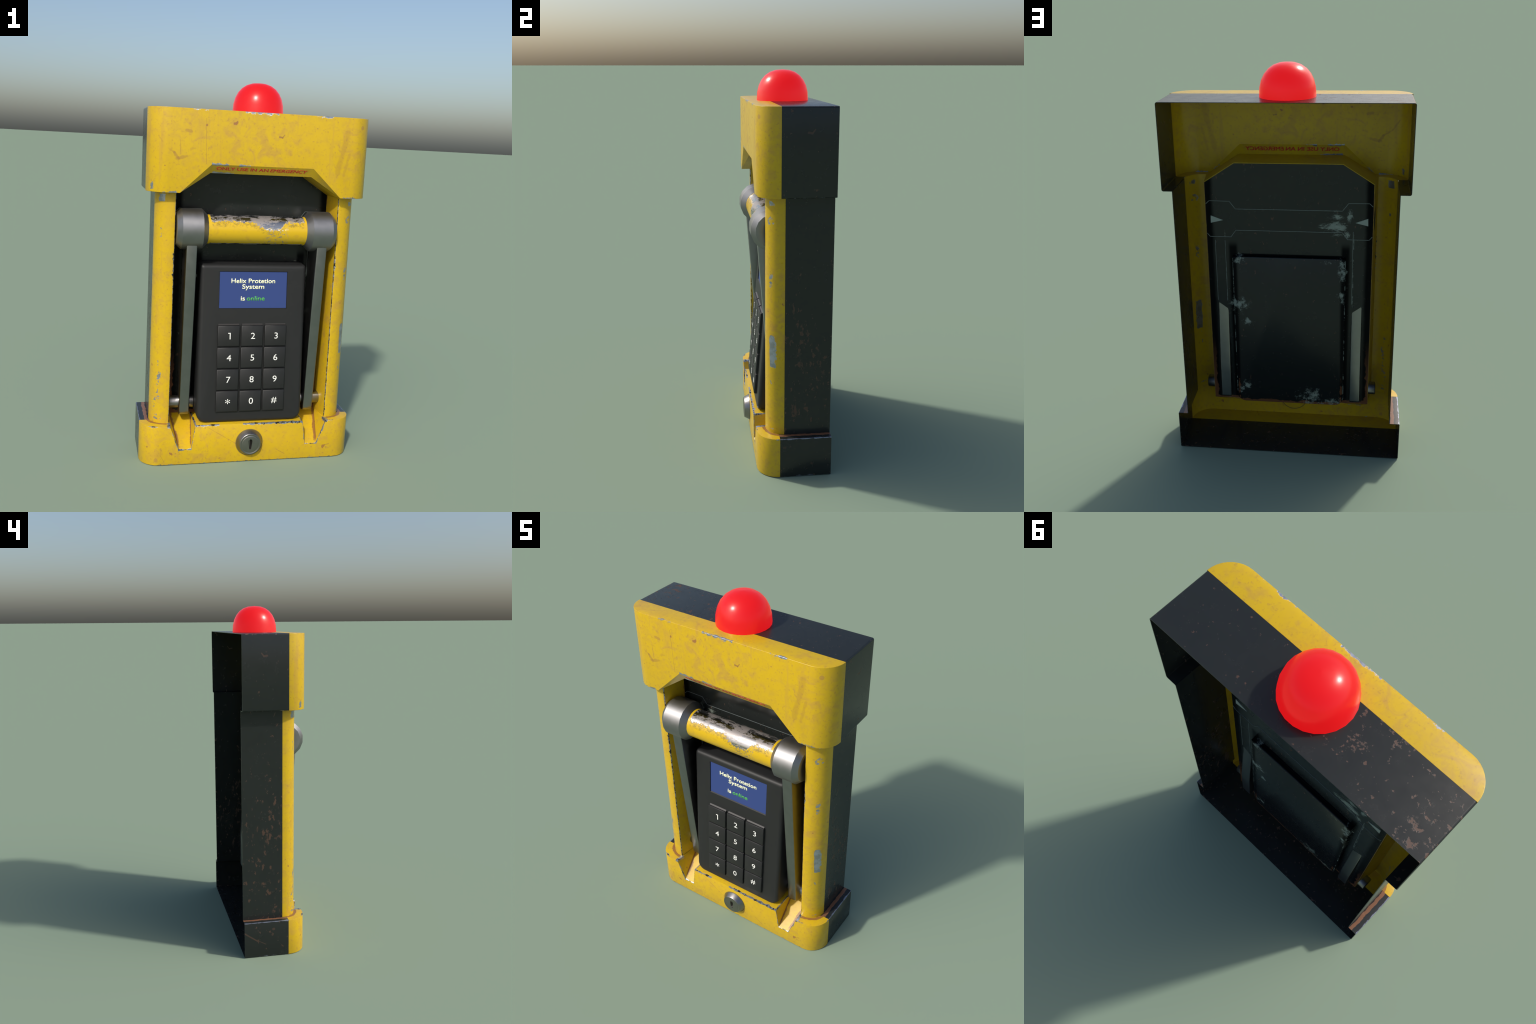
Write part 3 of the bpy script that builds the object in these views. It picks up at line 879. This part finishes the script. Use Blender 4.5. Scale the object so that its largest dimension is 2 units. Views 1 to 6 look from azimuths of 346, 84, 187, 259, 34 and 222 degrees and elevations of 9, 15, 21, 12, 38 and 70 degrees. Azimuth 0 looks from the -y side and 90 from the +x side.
# loft from the panel to the face, the last rings roll over the rim
steps = [(0.0, None, 0.0)] + [(1.0, math.radians(a), 0.0) for a in (0, 18, 36, 54, 72, 90)]
RIM = 0.022
out0 = rounded_outline(KW, KZ0, KZ1, 0.052, 0.012)
rings.append([(x, PANEL_Y - 0.0005, z) for x, z in out0])
for a in (0, 15, 30, 45, 60, 75, 90):
    t = math.radians(a)
    inset = RIM * (1 - math.cos(t))
    o = rounded_outline(KW - inset, KZ0 + inset * 0.9, KZ1 - inset * 0.9 - 0.004, max(0.052 - inset, 0.02), max(0.016 - inset * 0.4, 0.006))
    rings.append([(x, face_y(z, RIM * (1 - math.sin(t))), z) for x, z in o])
for r0, r1 in zip(rings, rings[1:]):
    n = len(r0)
    for i in range(n):
        j = (i + 1) % n
        mid = (Vector(r0[i]) + Vector(r1[j])) / 2
        s.face([r0[i], r0[j], r1[j], r1[i]], Vector((mid.x, -0.12, mid.z - 0.63)) if r0 is not rings[0] else Vector((mid.x if abs(mid.x) > KW - 0.06 else 0, 0, (mid.z - 0.63) if (mid.z < 0.27 or mid.z > 1.03) else 0)))
# face plate with the window for the screen
last = rings[-1]
SX, SZ0, SZ1 = 0.1825, 0.827, 1.020
kp_me = s.mesh('keypad')
bm = bmesh.new()
bm.from_mesh(kp_me)
bm.verts.ensure_lookup_table()
def bmv(p):
    k = tuple(round(c, 5) for c in p)
    i = s.idx.get(k)
    return bm.verts[i] if i is not None else bm.verts.new(p)
win_xz = [(SX, SZ1), (-SX, SZ1), (-SX, SZ0), (SX, SZ0)]
rim_v = [bmv(p) for p in last]
bm.verts.index_update()
win = [bm.verts.new((x * 1.01, face_y(z), z + (0.0025 if z > 0.9 else -0.0045))) for x, z in win_xz]
win_in = [bm.verts.new((x, face_y(z, 0.007), z)) for x, z in win_xz]
per = len(rim_v) // 4
for q in range(4):
    seg = [rim_v[q * per + i] for i in range(per)]
    nxt = rim_v[((q + 1) * per) % len(rim_v)]
    mid = per // 2
    # corner fan then side
    for i in range(per - 1):
        bm.faces.new((seg[i], seg[i + 1], win[q]))
    bm.faces.new((seg[-1], nxt, win[(q + 1) % 4], win[q]))
for q in range(4):
    bm.faces.new((win[q], win[(q + 1) % 4], win_in[(q + 1) % 4], win_in[q]))
bm.faces.new(win_in)
bmesh.ops.recalc_face_normals(bm, faces=bm.faces)
bm.to_mesh(kp_me)
bm.free()
keypad = link('keypad', kp_me, kp_mat, root, 28)

# tilted frame for things lying on the keypad face
lean = Matrix(((1, 0, 0), (0, TILT, -1), (0, 1, TILT)))      # text x -> x, text y -> up the face, text z -> outwards
up = Vector((0, TILT, 1)).normalized()
outw = Vector((0, -1, TILT)).normalized()
FRAME = Matrix((Vector((1, 0, 0)), up, outw)).transposed()

def place(x, z, off):
    p = Vector((x, face_y(z), z)) + outw * off
    return Matrix.Translation(p) @ FRAME.to_4x4()

# screen
def m_screen():
    N = Nodes('blue_display')
    N.set(color=(0.020, 0.035, 0.110), rough=0.45, spec=0.20, emit=(0.045, 0.075, 0.235), glow=0.42)
    return N.mat
def glow_mat(name, c, k):
    N = Nodes(name)
    return N.set(color=c, rough=0.6, emit=c, glow=k)
s = Shape()
hx, hz = SX * 0.999, (SZ1 - SZ0) / 2 - 0.0002
for sgn, zz in ((1, 0.0),):
    f = [(x, y, 0.0) for x, y in ((-hx, -hz), (hx, -hz), (hx, hz), (-hx, hz))]
    b = [(x, y, -0.003) for x, y, _ in f]
    s.face(f, (0, 0, 1))
    s.face(b, (0, 0, -1))
    for i in range(4):
        j = (i + 1) % 4
        s.face([f[i], f[j], b[j], b[i]], (f[i][0] + f[j][0], f[i][1] + f[j][1], 0))
scr = link('display', s.mesh('display'), m_screen(), keypad, smooth=False)
scr.matrix_world = place(0, (SZ0 + SZ1) / 2, -0.0045)

# lettering -----------------------------------------------------------------
def text_mesh(name, body, width=None, height=None, thick=0.0006, bold=0.0, shear=0.0, align='CENTER', sx=None):
    """mesh of built-in lettering: baseline at y=0, scaled to a given width and / or cap height"""
    cu = bpy.data.curves.new(name, 'FONT')
    cu.body = body
    cu.size = 1.0
    cu.offset = bold
    cu.shear = shear
    cu.resolution_u = 4
    ob = bpy.data.objects.new(name, cu)
    bpy.context.scene.collection.objects.link(ob)
    dg = bpy.context.evaluated_depsgraph_get()
    dg.update()
    me = bpy.data.meshes.new_from_object(ob.evaluated_get(dg))
    bpy.data.objects.remove(ob)
    bpy.data.curves.remove(cu)
    xs = [v.co.x for v in me.vertices]
    cap = 0.729
    kx = width / (max(xs) - min(xs)) if width else None
    ky = height / cap if height else kx
    kx = kx or ky
    x0 = (min(xs) + max(xs)) / 2 if align == 'CENTER' else min(xs)
    bm = bmesh.new()
    bm.from_mesh(me)
    for v in bm.verts:
        v.co = Vector(((v.co.x - x0) * kx, v.co.y * ky, 0))
    bmesh.ops.remove_doubles(bm, verts=bm.verts, dist=1e-6)
    geo = bmesh.ops.extrude_face_region(bm, geom=bm.faces[:])
    for v in [g for g in geo['geom'] if isinstance(g, bmesh.types.BMVert)]:
        v.co.z += thick
    bmesh.ops.recalc_face_normals(bm, faces=bm.faces)
    me.clear_geometry()
    bm.to_mesh(me)
    bm.free()
    me.name = name
    me.materials.clear()
    return me

cream = glow_mat('cream_lettering', (0.85, 0.85, 0.52), 0.35)
green = glow_mat('green_lettering', (0.07, 0.36, 0.05), 0.30)
for body, x, z, wd, mt in [('Helix Protetion', -0.001, 0.9605, 0.238, cream), ('System', -0.001, 0.930, 0.120, cream),
                           ('is', -0.0555, 0.8675, 0.0225, cream), ('online', 0.0145, 0.8675, 0.098, green)]:
    me = text_mesh('display_text', body, wd, 0.0250, 0.0007, 0.011)
    ob = link('display_text', me, mt, keypad, smooth=False)
    ob.matrix_world = place(x, z, -0.0044)

# keys
KEY_H, KEY_W, KEY_T = 0.1105, 0.1175, 0.0145
s = Shape()
hw, hh, bv = KEY_W / 2, KEY_H / 2, 0.0035
lv = [(hw - 0.0, hh - 0.0, -0.003), (hw, hh, KEY_T - bv), (hw - bv * 0.4, hh - bv * 0.4, KEY_T - bv * 0.35), (hw - bv, hh - bv, KEY_T)]
rg = [[(a * x, b * y, z) for a, b in ((-1, -1), (1, -1), (1, 1), (-1, 1))] for x, y, z in lv]
for r0, r1 in zip(rg, rg[1:]):
    for i in range(4):
        j = (i + 1) % 4
        s.face([r0[i], r0[j], r1[j], r1[i]], (r0[i][0] + r0[j][0], r0[i][1] + r0[j][1], 0.001))
s.face(rg[-1], (0, 0, 1))
key_me = s.mesh('key')
white = plain('white_legend', (0.80, 0.80, 0.76), 0.6)
legend = ['123', '456', '789', '*0#']
first = None
for r, row in enumerate(legend):
    for c, ch in enumerate(row):
        x = (c - 1) * 0.1268 - 0.0025
        z = 0.7375 - KEY_H / 2 - r * 0.1169
        if first is None:
            first = link('key', key_me, key_mat, keypad, 50)
            ob = first
        else:
            ob = first.copy()
            bpy.context.scene.collection.objects.link(ob)
        ob.matrix_world = place(x, z, 0.0)
        cap = 0.0345
        if ch == '1':
            q = Shape()
            o = [(0.0052, 0.0), (0.0052, cap), (-0.0068, cap), (-0.0068, cap - 0.0045), (0.0006, cap - 0.0045), (0.0006, 0.0)]
            q.face([(x_, y_, 0.0006) for x_, y_ in o], (0, 0, 1))
            for i in range(6):
                j = (i + 1) % 6
                d = Vector((o[j][1] - o[i][1], -(o[j][0] - o[i][0]), 0)) * -1
                q.face([(*o[i], 0), (*o[j], 0), (*o[j], 0.0006), (*o[i], 0.0006)], d)
            me = q.mesh('key_legend')
        else:
            me = text_mesh('key_legend', ch, None, cap if ch != '*' else 0.044, 0.0006, 0.0)
        ys = [v.co.y for v in me.vertices]
        for v in me.vertices:
            v.co.x *= 1.10
            v.co.y -= (min(ys) + max(ys)) / 2
        dz = 0.0
        t = link('key_legend', me, white, keypad, smooth=False)
        t.matrix_world = place(x, z, KEY_T + 0.0002) @ Matrix.Translation((0.004, dz, 0))
# raised lip above the key block
s = Shape()
for c in range(3):
    x = (c - 1) * 0.1268 - 0.0025
    a, b = x - hw + 0.004, x + hw - 0.002
    f0 = [(a, 0.7395), (b, 0.7395), (b, 0.7455), (a, 0.7455)]
    lo = [tuple(Vector((q, face_y(z), z)) + outw * (0.0065 if i < 2 else -0.001)) for i, (q, z) in enumerate(f0)]
    s.face(lo, tuple(outw + up * 0.5))
    base_pts = [tuple(Vector((q, face_y(z), z)) - outw * 0.002) for q, z in f0]
    for i in range(4):
        j = (i + 1) % 4
        mid = (Vector(lo[i]) + Vector(lo[j])) / 2 - (Vector(lo[0]) + Vector(lo[2])) / 2
        s.face([lo[i], lo[j], base_pts[j], base_pts[i]], mid)
lip = link('key_lip', s.mesh('key_lip'), plain('worn_plastic', (0.036, 0.034, 0.033), 0.5), keypad, smooth=False)

# ---- warning lettering on the sloping lip (shows on both sides of the sheet)
red = plain('red_lettering', (0.52, 0.026, 0.016), 0.5)
lip_up = (Vector(P2) - Vector(Q2)).normalized()
lip_out = Vector((0, -lip_up.z, lip_up.y))
if lip_out.y > 0:
    lip_out = -lip_out
LF = Matrix((Vector((1, 0, 0)), lip_up, Vector((1, 0, 0)).cross(lip_up))).transposed()
def on_lip(x, t, off):
    p = Vector(Q2).lerp(Vector(P2), t)
    return Matrix.Translation(Vector((x, p.y, p.z)) + LF.col[2] * off) @ LF.to_4x4()
for body, a, b, sh in [('ONLY USE IN AN', -0.2375, 0.0290, 0.0), ('EMERGENCY', 0.0390, 0.2345, 0.22)]:
    me = text_mesh('warning_text', body, b - a - sh * 0.02, 0.0205, SHELL + 0.0012, 0.0)
    src = [v.co.copy() for v in me.vertices]
    bm = bmesh.new()
    for q, (dx, dy) in enumerate(((-0.0007, -0.0003), (-0.0007, 0.0003), (0.0, 0.0), (0.0007, -0.0003), (0.0007, 0.0003))):
        n0 = len(bm.verts)                                     # struck five times for weight
        bm.from_mesh(me)
        bm.verts.ensure_lookup_table()
        for v, c in zip(list(bm.verts)[n0:], src):
            grow = q * 0.00012
            v.co = Vector((c.x + dx + sh * (c.y - 0.01), c.y + dy, c.z + (grow if c.z > 0.001 else -grow)))
    bm.to_mesh(me)
    bm.free()
    ob = link('warning_text', me, red, hood, smooth=False)
    ob.matrix_world = on_lip((a + b) / 2, 0.40, -SHELL - 0.0006)

# ---- key lock
LZ = 0.1065
def m_lock():
    N = Nodes('lock_nickel')
    n = N.noise(30, 5)
    return N.set(color=N.mix(n, (0.235, 0.225, 0.215), (0.30, 0.29, 0.28)), metal=1.0, rough=N.m('ADD', 0.26, N.m('MULTIPLY', n, 0.15)))
lock_mat = m_lock()
lock = link('lock', lathe('lock', [(Y_FRONT + 0.001, 0.0705), (Y_FRONT - 0.0015, 0.0712), (Y_FRONT - 0.004, 0.0700), (-0.1965, 0.0580), (-0.1985, 0.0565), (-0.1992, 0.0545),
                                   (-0.1992, 0.0520), (-0.1972, 0.0490), (-0.1972, 0.0460), (-0.1985, 0.0440), (-0.1990, 0.0420), (-0.1990, 0.003)], 48, 'Y', (0, 0, LZ)), lock_mat, root, 40)
# ring groove is part of the lathe; the keyhole is cut with a tapering slot
kh = Shape()
out = []
for i in range(13):
    t = math.radians(-10 + 200 * i / 12)
    out.append((0.0120 * math.cos(t), 0.0175 + 0.0120 * math.sin(t)))
for i in range(7):
    t = math.radians(190 + 160 * i / 6)
    out.append((0.0068 * math.cos(t), -0.0230 + 0.0068 * math.sin(t)))
f = [(x, -0.2030, LZ + z) for x, z in out]
b = [(x * 0.15, -0.1780, LZ + z * 0.80) for x, z in out]
kh.face(f, (0, -1, 0))
kh.face(b, (0, 1, 0))
for i in range(len(f)):
    j = (i + 1) % len(f)
    mid = (Vector(f[i]) + Vector(f[j])) / 2 - Vector((0, -0.203, LZ))
    kh.face([f[i], f[j], b[j], b[i]], (mid.x, 0, mid.z if abs(mid.z) > 0.02 else 0))
cutter = link('keyhole_cutter', kh.mesh('keyhole_cutter'), lock_mat, None)
bo = lock.modifiers.new('slot', 'BOOLEAN')
bo.operation, bo.object, bo.solver = 'DIFFERENCE', cutter, 'EXACT'
bake(lock, 40)
bpy.data.objects.remove(cutter)
